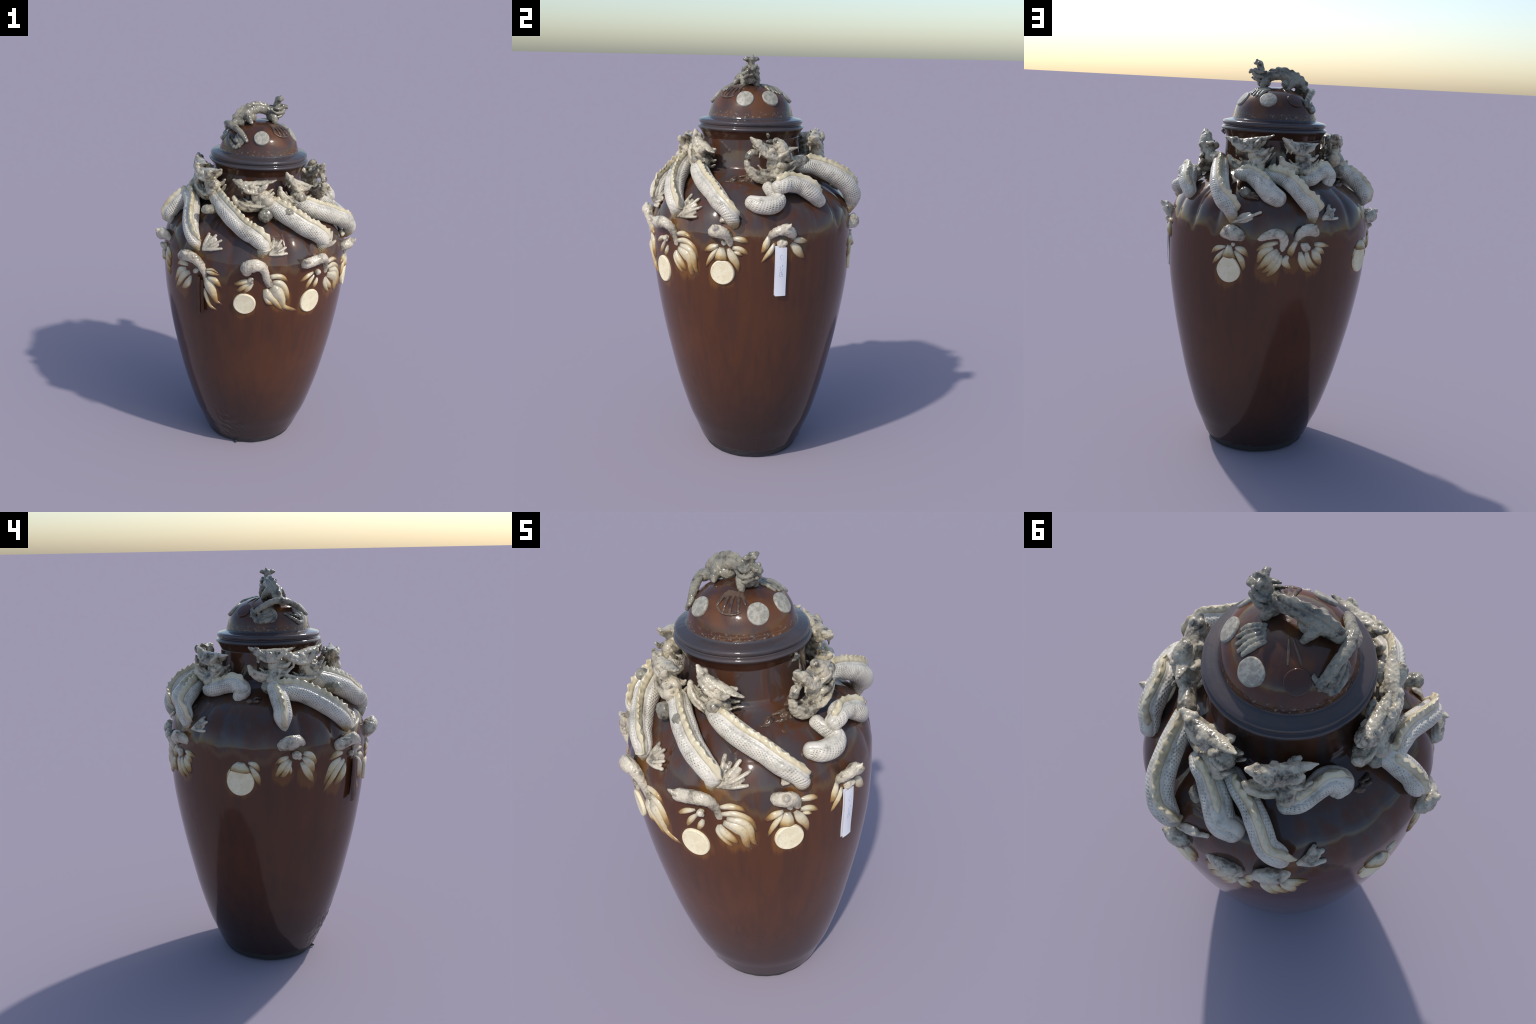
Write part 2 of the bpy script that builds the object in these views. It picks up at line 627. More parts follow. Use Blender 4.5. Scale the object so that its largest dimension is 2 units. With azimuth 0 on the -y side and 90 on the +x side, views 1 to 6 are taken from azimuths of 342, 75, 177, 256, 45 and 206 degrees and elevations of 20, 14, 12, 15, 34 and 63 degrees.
def dragon_head(az, rho, z, parent, pitch=0, yaw=0, scale=1., roll=0, gape=0., neck=None, curl=False):
    M = head_frame(az, rho, z, pitch, yaw, scale, roll)
    Y = Vector((0, 1, 0))
    g = gape
    c = Clay()
    # cheek, skull and brow
    c.ball((-.018, 0, .005), (.032, .027, .036))
    c.ball((.002, 0, .046), (.040, .027, .022))
    c.ball((-.048, 0, .000), (.034, .028, .036))
    # upper jaw: a broad slab sweeping forward and up into a beak
    c.tube([(-.02, 0, .030, .031), (.022, 0, .042, .031), (.058, 0, .052 + g * .4, .026), (.084, 0, .062 + g * .6, .019), (.102, 0, .071 + g * .7, .009)], flat=.68)
    c.tube([(.05, 0, .062 + g * .4, .016), (.02, 0, .066, .020), (-.03, 0, .070, .022), (-.072, 0, .076, .016), (-.106, 0, .088, .005)], flat=.55)  # swept crest
    for s in (-1, 1):
        c.tube([(-.01, s * .024, .026, .010), (.035, s * .027, .032, .010), (.076, s * .017, .050 + g * .5, .008)])          # lip
        c.ball((.070, s * .012, .068 + g * .5), (.013, .010, .010))                                                    # nostril
        c.ball((.014, s * .023, .056), (.015, .012, .012))                                                            # eye
        c.tube([(-.026, s * .022, .040, .014), (-.046, s * .030, .058, .016), (-.060, s * .030, .074, .009)], flat=.8)          # ear
        # cheek fin curling backward and up
        c.tube([(.010, s * .022, -.040, .014), (-.034, s * .030, -.040, .014), (-.070, s * .031, -.020, .012), (-.100, s * .028, .012, .006)], flat=.6)
        c.tube([(-.03, s * .026, .006, .012), (-.064, s * .032, .010, .010), (-.092, s * .030, .034, .005)])
        # fangs
        c.tube([(.056, s * .018, .036 + g * .4, .007), (.060, s * .017, .010 + g * .4, .003)])
    # lower jaw, a deep spoon with a turned-up tip
    tip = [(.080, 0, -.020 - g * .9, .023), (.098, 0, .006 - g * .8, .013)]
    if curl:
        tip = [(.086, 0, -.014 - g * .9, .018), (.100, 0, .014 - g * .6, .016), (.090, 0, .042 - g * .4, .016), (.070, 0, .044 - g * .4, .010)]
    c.tube([(-.040, 0, -.040, .030), (.000, 0, -.048 - g * .3, .032), (.044, 0, -.040 - g * .7, .030)] + tip, flat=.78)
    c.ball((-.030, 0, -.020), (.030, .028, .030))
    for s in (-1, 1):
        c.tube([(.0, s * .023, -.036 - g * .3, .009), (.046, s * .025, -.024 - g * .7, .008), (.082, s * .012, -.006 - g * .9, .006)])
    # tongue
    c.tube([(-.01, 0, -.020, .011), (.024, 0, -.018 - g * .5, .010), (.050, 0, -.006 - g * .3, .006)], flat=.6)
    ob = c.build("head", HEAD, parent, .0027, M, .0022, 85, 3)
    if neck:
        k = Clay()
        a, b = M @ Vector((-.045, 0, -.01)), cyl(*neck)
        mid = (a + b) / 2 + Vector((0, 0, .012))
        k.tube([(*a, .027 * scale), (*mid, .028), (*b, .032)])
        k.build("neck", HEAD, parent, .0032, None, .0012, 90, 3)
    return ob


def leg_stub(az, rho, z, r, parent, toward=None, mat=None):
    """a bent elbow or knee: a rounded knob with a short limb into the wall"""
    c = Clay()
    p = cyl(az, rho, z)
    q = cyl(*(toward or (az, rho - .07, z - .02)))
    c.tube([(*q, r * .8), (*((p + q) / 2), r * .85), (*p, r)])
    return c.build("leg", OLIVE, parent, .003, None, .006, 34, 3)


def claw_fan(root, tips, parent, w=.0095):
    """splayed toes pressed on the wall"""
    c = Clay()
    a0, z0 = root
    for k, (a, z) in enumerate(tips):
        am, zm = (a0 + a) / 2, (z0 + z) / 2
        c.tube([(*wall(a0, z0, .004), w * .8), (*wall(am, zm, .009), w), (*wall(a, z, .004), w * .9)], flat=.8, samples=14)
    for (a1, z1), (a2, z2) in zip(tips, tips[1:]):          # webbing between the toes
        a, z = (a1 + a2) / 2 * .82 + a0 * .18, (z1 + z2) / 2 * .82 + z0 * .18
        c.tube([(*wall(a0, z0, .001), w * .8), (*wall((a0 + a) / 2, (z0 + z) / 2, .003), w * 1.1), (*wall(a, z, -.002), w * 1.0)], flat=.7, hint=radial(a), samples=12)
    am = sum(t[0] for t in tips) / len(tips)
    zm = sum(t[1] for t in tips) / len(tips)
    c.tube([(*wall(a0, z0, .0), w), (*wall((a0 * .45 + am * .55), z0 * .45 + zm * .55, -.002), w * 2.6), (*wall(a0 * .15 + am * .85, z0 * .15 + zm * .85, -.004), w * 2.2)], flat=.5,
           hint=radial(am), samples=10)
    return c.build("claw_foot", HUMP, parent, .0024, None, .001, 80, 2)


# dragon on the west side, body sweeping to the south-west
d = dragon_body("dragon", [(257, 0.318, 1.468, .034), (264, 0.368, 1.454, .038), (272, 0.371, 1.446, .041), (281.6, 0.388, 1.429, .042), (290.6, 0.430, 1.391, .043),
                           (297.3, 0.469, 1.346, .040), (302.4, 0.485, 1.298, .034), (305.5, 0.471, 1.25, .018)], jar)
dragon_head(258, .308, 1.558, d, pitch=4, yaw=8, scale=1.03, gape=0.013, neck=(259, .345, 1.495))
dragon_body("foreleg", [(260.3, 0.363, 1.467, .036), (262.4, 0.413, 1.426, .041), (263.6, 0.453, 1.384, .042), (263.5, 0.477, 1.341, .038),
                        (264.4, 0.467, 1.29, .014)], d, tooth=.012, crest_dir=radial(263) * .8 + Vector((0, 0, .6)))
leg_stub(256.2, .345, 1.469, .034, d)
claw_fan((309.7, 1.256), [(310.3, 1.332), (315.6, 1.331), (320.2, 1.313), (321.8, 1.279)], d)

# next dragon
d = dragon_body("dragon", [(296, 0.296, 1.493, .038), (303.5, 0.315, 1.484, .044), (316.2, 0.357, 1.455, .049), (326.7, 0.398, 1.418, .049), (335.1, 0.428, 1.379, .046),
                           (343.2, 0.455, 1.350, .043), (348.1, 0.468, 1.309, .037), (346.9, 0.462, 1.262, .022)], jar)
dragon_head(287, .312, 1.540, d, pitch=-4, yaw=4, scale=1.12, gape=0.009, neck=(298, .325, 1.51))
leg_stub(305.7, .425, 1.453, .027, d, (306, .37, 1.44))
claw_fan((352.1, 1.266), [(355.5, 1.336), (360.5, 1.328), (362.6, 1.296), (363.0, 1.269)], d)

# south dragon
d = dragon_body("dragon", [(351, 0.322, 1.483, .036), (357.5, 0.328, 1.476, .041), (365.0, 0.361, 1.447, .045), (372, 0.395, 1.418, .046), (378.6, 0.429, 1.381, .046),
                           (385, 0.460, 1.351, .043), (390, 0.478, 1.309, .037), (389, 0.468, 1.258, .022)], jar)
dragon_head(340, .318, 1.523, d, pitch=0, yaw=5, scale=1.05, gape=0.015, neck=(353, .345, 1.505))
leg_stub(350, .372, 1.440, .036, d)
leg_stub(367.9, .396, 1.459, .026, d, (366, .36, 1.44))
claw_fan((392.2, 1.264), [(394.6, 1.358), (402.1, 1.346), (406.5, 1.316), (405.3, 1.274)], d)

# south-east dragon
d = dragon_body("dragon", [(25, .315, 1.478, .037), (29.7, .336, 1.466, .042), (37.5, .362, 1.438, .046), (46, .402, 1.415, .046), (54, .442, 1.387, .045),
                           (60, .492, 1.357, .043), (65, .517, 1.322, .038), (67.2, .520, 1.288, .032), (67.8, .502, 1.258, .022)], jar, tooth=.014)
dragon_head(22, .298, 1.525, d, pitch=28, yaw=-4, scale=.98, gape=0.013, neck=(26, .335, 1.505))
claw_fan((60.5, 1.268), [(62, 1.285), (64, 1.280)], d, .010)

# east dragon: high arching body, a second fold and a coil beneath the jaw
d = dragon_body("dragon", [(124, .318, 1.488, .034), (131.8, .350, 1.487, .038), (140, .408, 1.456, .043), (146.5, .470, 1.412, .045), (151.5, .505, 1.358, .044),
                           (156, .508, 1.308, .037), (157, .490, 1.252, .019)], jar)
dragon_head(91, .335, 1.507, d, pitch=12, yaw=8, scale=1.15, gape=0.023, neck=(126, .325, 1.510), curl=True)
dragon_body("body_fold", [(92, .440, 1.415, .034), (95.5, .440, 1.425, .038), (100, .428, 1.431, .041), (107.6, .438, 1.419, .042), (113.6, .457, 1.385, .041),
                          (119.5, .462, 1.342, .032)], d, tooth=.013, crest_span=(.02, .95))
dragon_body("coil", [(76.5, .449, 1.350, .034), (81.4, .468, 1.342, .041), (88.1, .470, 1.342, .041), (92.0, .452, 1.362, .036), (89, .415, 1.392, .028),
                     (88, .38, 1.41, .026)], d, crest=False)
nape = Clay()
nape.tube([(*cyl(108, .325, 1.505), .034), (*cyl(102, .345, 1.555), .034), (*cyl(99, .343, 1.592), .031), (*cyl(96, .335, 1.612), .022)], flat=.9)
nape.build("nape", HEAD, d, .003, None, .002, 90, 3)

# north-east dragon
d = dragon_body("dragon", [(172, 0.318, 1.458, .030), (179.7, 0.349, 1.452, .033), (186.9, 0.381, 1.440, .036), (192.6, 0.430, 1.409, .039), (196.4, 0.473, 1.366, .038),
                           (201.0, 0.482, 1.318, .035), (202.0, 0.473, 1.265, .020)], jar, tooth=.028, lean=.1)
dragon_head(158, .314, 1.538, d, pitch=-4, yaw=2, scale=1.10, gape=0.013, neck=(166, .345, 1.485))
dragon_body("body_fold", [(151, 0.349, 1.454, .028), (156, 0.360, 1.455, .034), (162.5, 0.369, 1.452, .040), (170.8, 0.402, 1.424, .046), (176.7, 0.441, 1.385, .048), (182.0, 0.442, 1.358, .041)],
            d, tooth=.010, crest_span=(.05, .7))
claw_fan((208.1, 1.272), [(214.5, 1.330), (217.6, 1.311), (217.9, 1.272)], d)
claw_fan((156.8, 1.243), [(163.6, 1.267), (172.2, 1.298)], d)
leg_stub(160.4, .413, 1.376, .030, d)

# north dragon, its body diving straight into the neck
d = dragon_body("dragon", [(203, 0.355, 1.440, .034), (209, 0.354, 1.445, .036), (216.4, 0.334, 1.461, .038), (226.3, 0.315, 1.472, .042), (233.5, 0.328, 1.450, .043),
                           (231.5, 0.330, 1.414, .033)], jar, tooth=.014, crest_span=(.15, .8))
dragon_head(199, .326, 1.535, d, pitch=8, yaw=14, scale=1.0, gape=0.017, neck=(203, .355, 1.475))


# --------------------------------------------------- tails breaking the surface
def leaf_lobe(path, parent, lift=.0):
    """one pointed leaf-like fin lying on the wall.  path: (azimuth, height, half width)"""
    m = 26
    S = spline(path, m)
    # surface frames
    P = [wall(a, z) for a, z, w in S]
    W = [max(s[2] * 1.22, .0018) for s in S]
    root, tip = P[0], P[-1]
    X = (tip - root).normalized()
    nrm = wall_normal(S[m // 2][0], S[m // 2][1])
    Z = (nrm - X * nrm.dot(X)).normalized()
    Yv = Z.cross(X)
    L = Matrix((X, Yv, Z)).transposed().to_4x4()
    L.translation = root
    inv = L.inverted()
    rings = []
    k = 13
    for i in range(m):
        n = wall_normal(S[i][0], S[i][1])
        t = (P[min(i + 1, m - 1)] - P[max(i - 1, 0)]).normalized()
        s = n.cross(t).normalized()
        w = W[i]
        q = i / (m - 1)
        bulge = .0045 + w * .48
        bulge *= min(1, .55 + q * 4) * min(1, (1 - q) * 4 + .25)
        ring = []
        for j in range(k):
            u = -1 + 2 * j / (k - 1)
            # swollen leaf with a soft keel set off-centre
            hgt = bulge * (max(1 - u * u, 0) ** .55) * (1 + .12 * math.cos((u - .2) * 3.1))
            ring.append(inv @ (P[i] + s * (u * w) + n * (hgt + lift * math.sin(q * math.pi) - .0015)))
        ring.append(inv @ (P[i] + s * w * .55 - n * .008))
        ring.append(inv @ (P[i] - s * w * .55 - n * .008))
        rings.append(ring)
    v, f = skin(rings)
    ob = mesh_object("leaf_lobe", v, f, LEAF, parent)
    ob.matrix_world = L
    return ob


def tail(hump, lobes, spur=None, knot=None, fold=True):
    """hump: arch of body (azimuth, distance, height, radius); lobes: leaf fins"""
    hump = [(a, rho - .011, z, r) for a, rho, z, r in hump]
    c = Clay()
    pts = [(*cyl(a, rho, z), r * 1.04) for a, rho, z, r in hump]
    c.tube(pts, 18, samples=34)
    first = hump[0]
    c.tube([(*cyl(first[0], first[1] - .035, first[2] - .015), first[3] * .9), (*cyl(*first[:3]), first[3])])
    if fold:      # a lip of clay folded along the top of the arch
        up = [(*(cyl(a, rho + r * .15, z + r * .82)), r * .42) for a, rho, z, r in hump[:-1]]
        c.tube(up, 12, samples=26)
    if spur:
        i, da, out, rise = spur
        a, rho, z, r = hump[i]
        c.tube([(*cyl(a, rho + r * .4, z + r * .5), r * .7), (*cyl(a + da * .5, rho + r * .5 + out * .40, z + r * .5 + rise * .5), r * .42),
                (*cyl(a + da, rho + r * .5 + out * .60, z + r * .5 + rise), r * .14)])
    if knot:
        a, rho, z, r = knot
        p = cyl(a, rho, z)
        rnd = random.Random(int(a))
        c.tube([(*cyl(a, rho - .03, z), r * .8), (*p, r * .85)])
        for _ in range(5):
            q = p + Vector((rnd.uniform(-1, 1), rnd.uniform(-1, 1), rnd.uniform(-1, 1))) * r * .6
            c.ball(q, r * rnd.uniform(.35, .55))
    holder = c.build("dragon_tail", HUMP, jar, .0026, None, .0022, 75, 3)
    for k, l in enumerate(lobes):
        leaf_lobe(l, holder, .0016 * (k % 3))
    return holder


tail(hump=[(296, 0.523, 1.2, 0.026), (303.1, 0.536, 1.219, 0.027), (307.5, 0.53, 1.207, 0.024), (310.1, 0.517, 1.18, 0.021), (311.2, 0.504, 1.147, 0.017), (312.3, 0.496, 1.113, 0.014)],
     lobes=[[(312.1, 1.111, 0.012), (315.6, 1.073, 0.026), (318.3, 1.029, 0.019), (320.5, 0.991, 0.01), (324.9, 0.976, 0.003)],
            [(311.3, 1.05, 0.01), (313.6, 1, 0.01), (316.2, 0.958, 0.009), (321.1, 0.937, 0.003)],
            [(313, 1.147, 0.006), (317.6, 1.146, 0.009), (322.3, 1.14, 0.003)],
            [(312.9, 1.157, 0.004), (317.5, 1.164, 0.006), (321.1, 1.151, 0.002)],
            [(314.1, 1.115, 0.009), (319.4, 1.106, 0.015), (323.6, 1.073, 0.003)],
            [(299.6, 1.154, 0.008), (294, 1.153, 0.013), (288.9, 1.13, 0.004)],
            [(298, 1.129, 0.008), (292.1, 1.104, 0.016), (288.6, 1.06, 0.01), (285.8, 1.01, 0.003)],
            [(301.3, 1.117, 0.008), (296, 1.092, 0.017), (291.3, 1.04, 0.013), (285.3, 0.97, 0.002)],
            [(302.1, 1.1, 0.006), (299.7, 1.057, 0.016), (296.3, 1.025, 0.013), (292.6, 1.003, 0.003)]],
     spur=(1, -2, .028, .012), knot=(306.4, .505, 1.139, .017))

tail(hump=[(338.7, 0.502, 1.18, 0.026), (338.8, 0.525, 1.209, 0.031), (342.9, 0.533, 1.223, 0.03), (347.1, 0.524, 1.215, 0.025), (349.4, 0.512, 1.181, 0.02), (350.5, 0.502, 1.145, 0.019), (352.5, 0.494, 1.112, 0.021)],
     lobes=[[(353.7, 1.097, 0.017), (357.2, 1.069, 0.029), (360.6, 1.027, 0.02), (362.4, 0.985, 0.012), (367, 0.964, 0.01), (373.7, 0.944, 0.003)],
            [(350.1, 1.086, 0.011), (352, 1.053, 0.021), (355.9, 1.021, 0.015), (359.7, 0.981, 0.009), (363.2, 0.95, 0.003)],
            [(349.5, 1.05, 0.006), (352.6, 1.012, 0.011), (355.8, 0.993, 0.003)],
            [(354.5, 1.121, 0.01), (358.6, 1.116, 0.016), (361.9, 1.087, 0.016), (364, 1.04, 0.013), (364.6, 0.996, 0.003)],
            [(352.7, 1.151, 0.011), (357, 1.155, 0.012), (360.8, 1.145, 0.011), (364.1, 1.119, 0.003)],
            [(342.1, 1.132, 0.006), (336.6, 1.12, 0.012), (331.1, 1.1, 0.007)],
            [(341.8, 1.123, 0.006), (337.4, 1.094, 0.012), (332.9, 1.063, 0.006)],
            [(342.6, 1.117, 0.006), (340, 1.086, 0.011), (336.7, 1.06, 0.005)]],
     spur=None, knot=(341.1, .499, 1.136, .017))

tail(hump=[(14.9, 0.517, 1.212, 0.025), (24.6, 0.527, 1.228, 0.025), (28.8, 0.52, 1.215, 0.021), (31.1, 0.51, 1.188, 0.017), (32, 0.504, 1.159, 0.015), (32.6, 0.5, 1.135, 0.015)],
     lobes=[[(34.1, 1.115, 0.011), (40.4, 1.097, 0.025), (43.2, 1.067, 0.019), (43.8, 1.019, 0.013), (46, 0.99, 0.003)],
            [(32.4, 1.105, 0.007), (33.8, 1.073, 0.016), (37.4, 1.044, 0.013), (40.6, 1.014, 0.003)],
            [(35.7, 1.131, 0.011), (41.7, 1.125, 0.015), (45.2, 1.094, 0.014), (46.6, 1.035, 0.009), (49, 1.002, 0.003)],
            [(33.2, 1.152, 0.008), (38.7, 1.16, 0.011), (43.1, 1.149, 0.01), (46.5, 1.124, 0.008), (48.2, 1.078, 0.003)],
            [(32.9, 1.183, 0.007), (37.6, 1.191, 0.011), (41.7, 1.185, 0.008), (44.5, 1.169, 0.003)],
            [(21.7, 1.153, 0.005), (17, 1.137, 0.01), (12.1, 1.11, 0.005)],
            [(22.6, 1.136, 0.005), (19.1, 1.102, 0.011), (16.2, 1.061, 0.005)],
            [(25.2, 1.116, 0.006), (23.8, 1.089, 0.011), (21.9, 1.061, 0.006)],
            [(32.3, 1.103, 0.006), (31.7, 1.072, 0.009), (34.8, 1.029, 0.008), (38.2, 0.998, 0.003)]],
     spur=(0, -3, .020, .018), knot=(24.5, .509, 1.152, .017))

tail(hump=[(57.1, 0.522, 1.222, 0.025), (60, 0.538, 1.226, 0.027), (63, 0.534, 1.22, 0.025), (65.2, 0.522, 1.197, 0.019), (66.2, 0.51, 1.165, 0.014)],
     lobes=[[(59.8, 1.159, 0.006), (55.9, 1.147, 0.013), (51.9, 1.126, 0.006)],
            [(59.6, 1.145, 0.005), (56.5, 1.112, 0.01), (54.2, 1.079, 0.007), (52.8, 1.049, 0.002)],
            [(67.3, 1.194, 0.007), (70.8, 1.193, 0.011), (73.7, 1.187, 0.009), (75.8, 1.173, 0.002)],
            [(67.2, 1.152, 0.007), (70.3, 1.149, 0.011), (73.2, 1.138, 0.01), (75.8, 1.12, 0.002)],
            [(64.8, 1.149, 0.007), (67, 1.115, 0.017), (69.4, 1.081, 0.013), (70.6, 1.039, 0.003)],
            [(68, 1.134, 0.005), (70.4, 1.128, 0.007), (72.7, 1.117, 0.002)],
            [(61.5, 1.151, 0.01), (61.3, 1.123, 0.021), (61.1, 1.085, 0.028)]],
     spur=(1, -1, .040, .024), knot=(62.5, .507, 1.172, .015))

tail(hump=[(86.3, 0.509, 1.203, 0.014), (87.8, 0.527, 1.223, 0.018), (90.7, 0.54, 1.236, 0.021), (94, 0.54, 1.237, 0.025), (97.2, 0.528, 1.218, 0.022), (98.8, 0.51, 1.193, 0.013)],
     lobes=[[(85.6, 1.206, 0.008), (84.3, 1.174, 0.014), (83, 1.147, 0.01), (81.5, 1.128, 0.002)],
            [(88.5, 1.175, 0.006), (86.4, 1.141, 0.011), (83.8, 1.111, 0.007), (81.5, 1.083, 0.002)],
            [(98.6, 1.184, 0.007), (102.4, 1.182, 0.012), (107.1, 1.173, 0.006)],
            [(97.1, 1.171, 0.008), (100.2, 1.144, 0.019), (102.7, 1.116, 0.014), (105.2, 1.097, 0.003)]],
     spur=(3, 1, .030, .022), knot=(92, .515, 1.173, .026))

tail(hump=[(152.6, 0.509, 1.187, 0.02), (155.9, 0.522, 1.197, 0.031), (159.2, 0.526, 1.196, 0.033), (161.9, 0.517, 1.188, 0.027), (162.1, 0.498, 1.175, 0.019)],
     lobes=[[(154.3, 1.129, 0.005), (149.1, 1.115, 0.011), (145.4, 1.087, 0.003)],
            [(154.1, 1.114, 0.005), (150, 1.075, 0.01), (146.3, 1.034, 0.002)],
            [(159.6, 1.129, 0.007), (163.9, 1.118, 0.014), (167.4, 1.087, 0.003)],
            [(159.4, 1.114, 0.007), (162.8, 1.079, 0.014), (164.4, 1.044, 0.01), (164.5, 1.014, 0.002)],
            [(156.3, 1.138, 0.009), (156.2, 1.109, 0.019), (156.1, 1.072, 0.036)]],
     spur=(1, -1, .022, .012), knot=(158.4, .502, 1.143, .013))

tail(hump=[(171.7, 0.499, 1.174, 0.011), (176, 0.514, 1.193, 0.018), (180.2, 0.522, 1.207, 0.021), (184.1, 0.521, 1.2, 0.022), (185.6, 0.51, 1.171, 0.021), (185, 0.502, 1.143, 0.017), (184.6, 0.496, 1.117, 0.012)],
     lobes=[[(182.5, 1.166, 0.007), (176.7, 1.151, 0.011), (172.2, 1.13, 0.007), (170.4, 1.113, 0.002)],
            [(179.9, 1.142, 0.009), (174.7, 1.118, 0.015), (172.5, 1.079, 0.009), (171.7, 1.054, 0.002)],
            [(182.4, 1.132, 0.008), (178.6, 1.098, 0.018), (174.8, 1.058, 0.012), (170.9, 1.026, 0.002)],
            [(183.1, 1.121, 0.007), (180.8, 1.08, 0.015), (178.2, 1.043, 0.013), (173.8, 1.014, 0.003)],
            [(184.4, 1.108, 0.007), (182.8, 1.064, 0.013), (179.6, 1.025, 0.012), (176.3, 0.995, 0.003)]],
     spur=None, knot=None)

tail(hump=[(191.7, 0.497, 1.172, 0.012), (192.6, 0.513, 1.191, 0.016), (194, 0.524, 1.212, 0.021), (196.9, 0.525, 1.226, 0.025), (200.2, 0.523, 1.225, 0.026), (203.4, 0.503, 1.209, 0.02)],
     lobes=[[(192.3, 1.173, 0.009), (190.5, 1.146, 0.013), (189.4, 1.122, 0.015), (189.2, 1.096, 0.008)],
            [(187.9, 1.105, 0.008), (186.5, 1.078, 0.015), (187.9, 1.057, 0.012), (190.9, 1.033, 0.003)],
            [(194.6, 1.124, 0.008), (195.8, 1.083, 0.016), (198.1, 1.044, 0.012), (202.5, 1.017, 0.003)],
            [(198.2, 1.124, 0.008), (199.2, 1.083, 0.015), (201.7, 1.057, 0.013), (205.9, 1.038, 0.004)],
            [(201.9, 1.134, 0.008), (203.9, 1.103, 0.019), (205.9, 1.074, 0.014), (206.7, 1.049, 0.004)],
            [(202.5, 1.158, 0.007), (207.2, 1.153, 0.01), (212.5, 1.142, 0.003)],
            [(202.9, 1.141, 0.007), (206.3, 1.126, 0.013), (209.4, 1.106, 0.004)]],
     spur=(4, 1, .024, .016), knot=(197.5, .500, 1.145, .026))

tail(hump=[(262.5, 0.509, 1.223, 0.024), (264, 0.528, 1.233, 0.029), (267, 0.532, 1.238, 0.03), (270.7, 0.52, 1.244, 0.024), (273.9, 0.5, 1.226, 0.014)],
     lobes=[[(265.7, 1.172, 0.006), (261.9, 1.158, 0.011), (258.1, 1.137, 0.002)],
            [(266, 1.161, 0.006), (262.6, 1.129, 0.013), (259.9, 1.094, 0.009), (258.1, 1.07, 0.002)],
            [(267, 1.153, 0.006), (265.1, 1.12, 0.012), (262.9, 1.088, 0.01), (260.1, 1.074, 0.002)],
            [(266.9, 1.127, 0.003), (266.7, 1.103, 0.007), (266.7, 1.081, 0.002)],
            [(273.6, 1.182, 0.007), (277.4, 1.171, 0.014), (279.7, 1.145, 0.012), (280.9, 1.117, 0.003)],
            [(273.2, 1.165, 0.007), (277, 1.133, 0.018), (278.5, 1.102, 0.013), (279.4, 1.075, 0.003)],
            [(272.3, 1.142, 0.007), (275.2, 1.106, 0.017), (277.6, 1.069, 0.014), (279.8, 1.032, 0.003)]],
     spur=(2, 1, .030, .016), knot=(269.6, .508, 1.177, .024))

leaf_lobe([(244.6, 1.146, 0.006), (248.4, 1.133, 0.012), (250.9, 1.099, 0.003)], body)
leaf_lobe([(245.4, 1.13, 0.006), (248.8, 1.082, 0.014), (250.7, 1.033, 0.003)], body)
leaf_lobe([(235.7, 1.125, 0.003), (233.5, 1.087, 0.007), (231.9, 1.054, 0.002)], body)
leaf_lobe([(240.7, 1.147, 0.014), (240.3, 1.123, 0.035), (240, 1.096, 0.047)], body)


# ------------------------------------------------------ bare clay sprue discs
def clay_disc(az, z, rx, rz, tear=0., thick=.011):
    """round pad of unglazed clay with a faint raised rim; tear pulls the top to a point"""
    n = wall_normal(az, z)
    c = wall(az, z)
    X = Vector((0, 0, 1)).cross(n).normalized()
    Yv = n.cross(X)
    L = Matrix((X, Yv, n)).transposed().to_4x4()
    L.translation = c
    rings = []
    seg = 72
    for fr, h in ((1.03, -.016), (1.04, .0), (1.03, thick * .6), (1.0, thick * .95), (.96, thick * 1.04), (.90, thick * .96), (.7, thick * .95),
                  (.45, thick * .95), (.2, thick * .95), (.02, thick * .95)):
        ring = []
        for j in range(seg):
            a = 2 * math.pi * j / seg
            wob = 1 + .02 * noise.noise(Vector((math.cos(a) * 1.3, math.sin(a) * 1.3, az)))
            x, y = math.cos(a) * rx * fr * wob, math.sin(a) * rz * fr * wob
            if y > 0:
                x *= 1 - tear * (y / rz) ** 1.3
                y *= 1 + tear * .55
            sag = x * x / (2 * .50)
            ring.append((x, y, h - sag * .6))
        rings.append(ring)
    v, f = skin(rings)
    ob = mesh_object("clay_disc", v, f, BISQUE, body)
    ob.matrix_world = L
    return ob


clay_disc(338.0, 1.000, .056, .055)
clay_disc(20.2, .995, .058, .062)
clay_disc(62.0, 1.036, .055, .055, .06)
clay_disc(156.3, 1.022, .057, .060, .35)
clay_disc(240.1, 1.056, .063, .066, .18)

# rough smears of clay where the dragons were joined at the base of the neck
for az, rho, z, sp, seed in ((76, .290, 1.436, 13, 1), (82, .262, 1.462, 8, 2), (60, .300, 1.424, 6, 5), (165, .410, 1.365, 7, 3), (245, .345, 1.408, 6, 4), (318, .345, 1.41, 9, 6), (5, .33, 1.42, 8, 7)):
    rnd = random.Random(seed)
    c = Clay()
    for _ in range(5):
        a0 = az + rnd.uniform(-sp, sp) * .5
        zz = z + rnd.uniform(-.012, .012)
        rr = rho + .014 - (zz - z) * 1.1
        c.tube([(*cyl(a0 - sp * .5, rr - .006, zz - .004), .006), (*cyl(a0, rr + rnd.uniform(-.002, .004), zz + .003), rnd.uniform(.008, .012)),
                (*cyl(a0 + sp * .5, rr - .006, zz), .006)], flat=.7)
    ob = c.build("clay_smear", OLIVE_BROWN, body, .0028, None, .004, 70, 2)
    ob["kind"] = "stuff"

# ---------------------------------------------------------------------- label
PAPER = plain("label_paper", (.80, .80, .84), .8, .05)
INK = plain("label_ink", (.30, .36, .52), .8, .1)


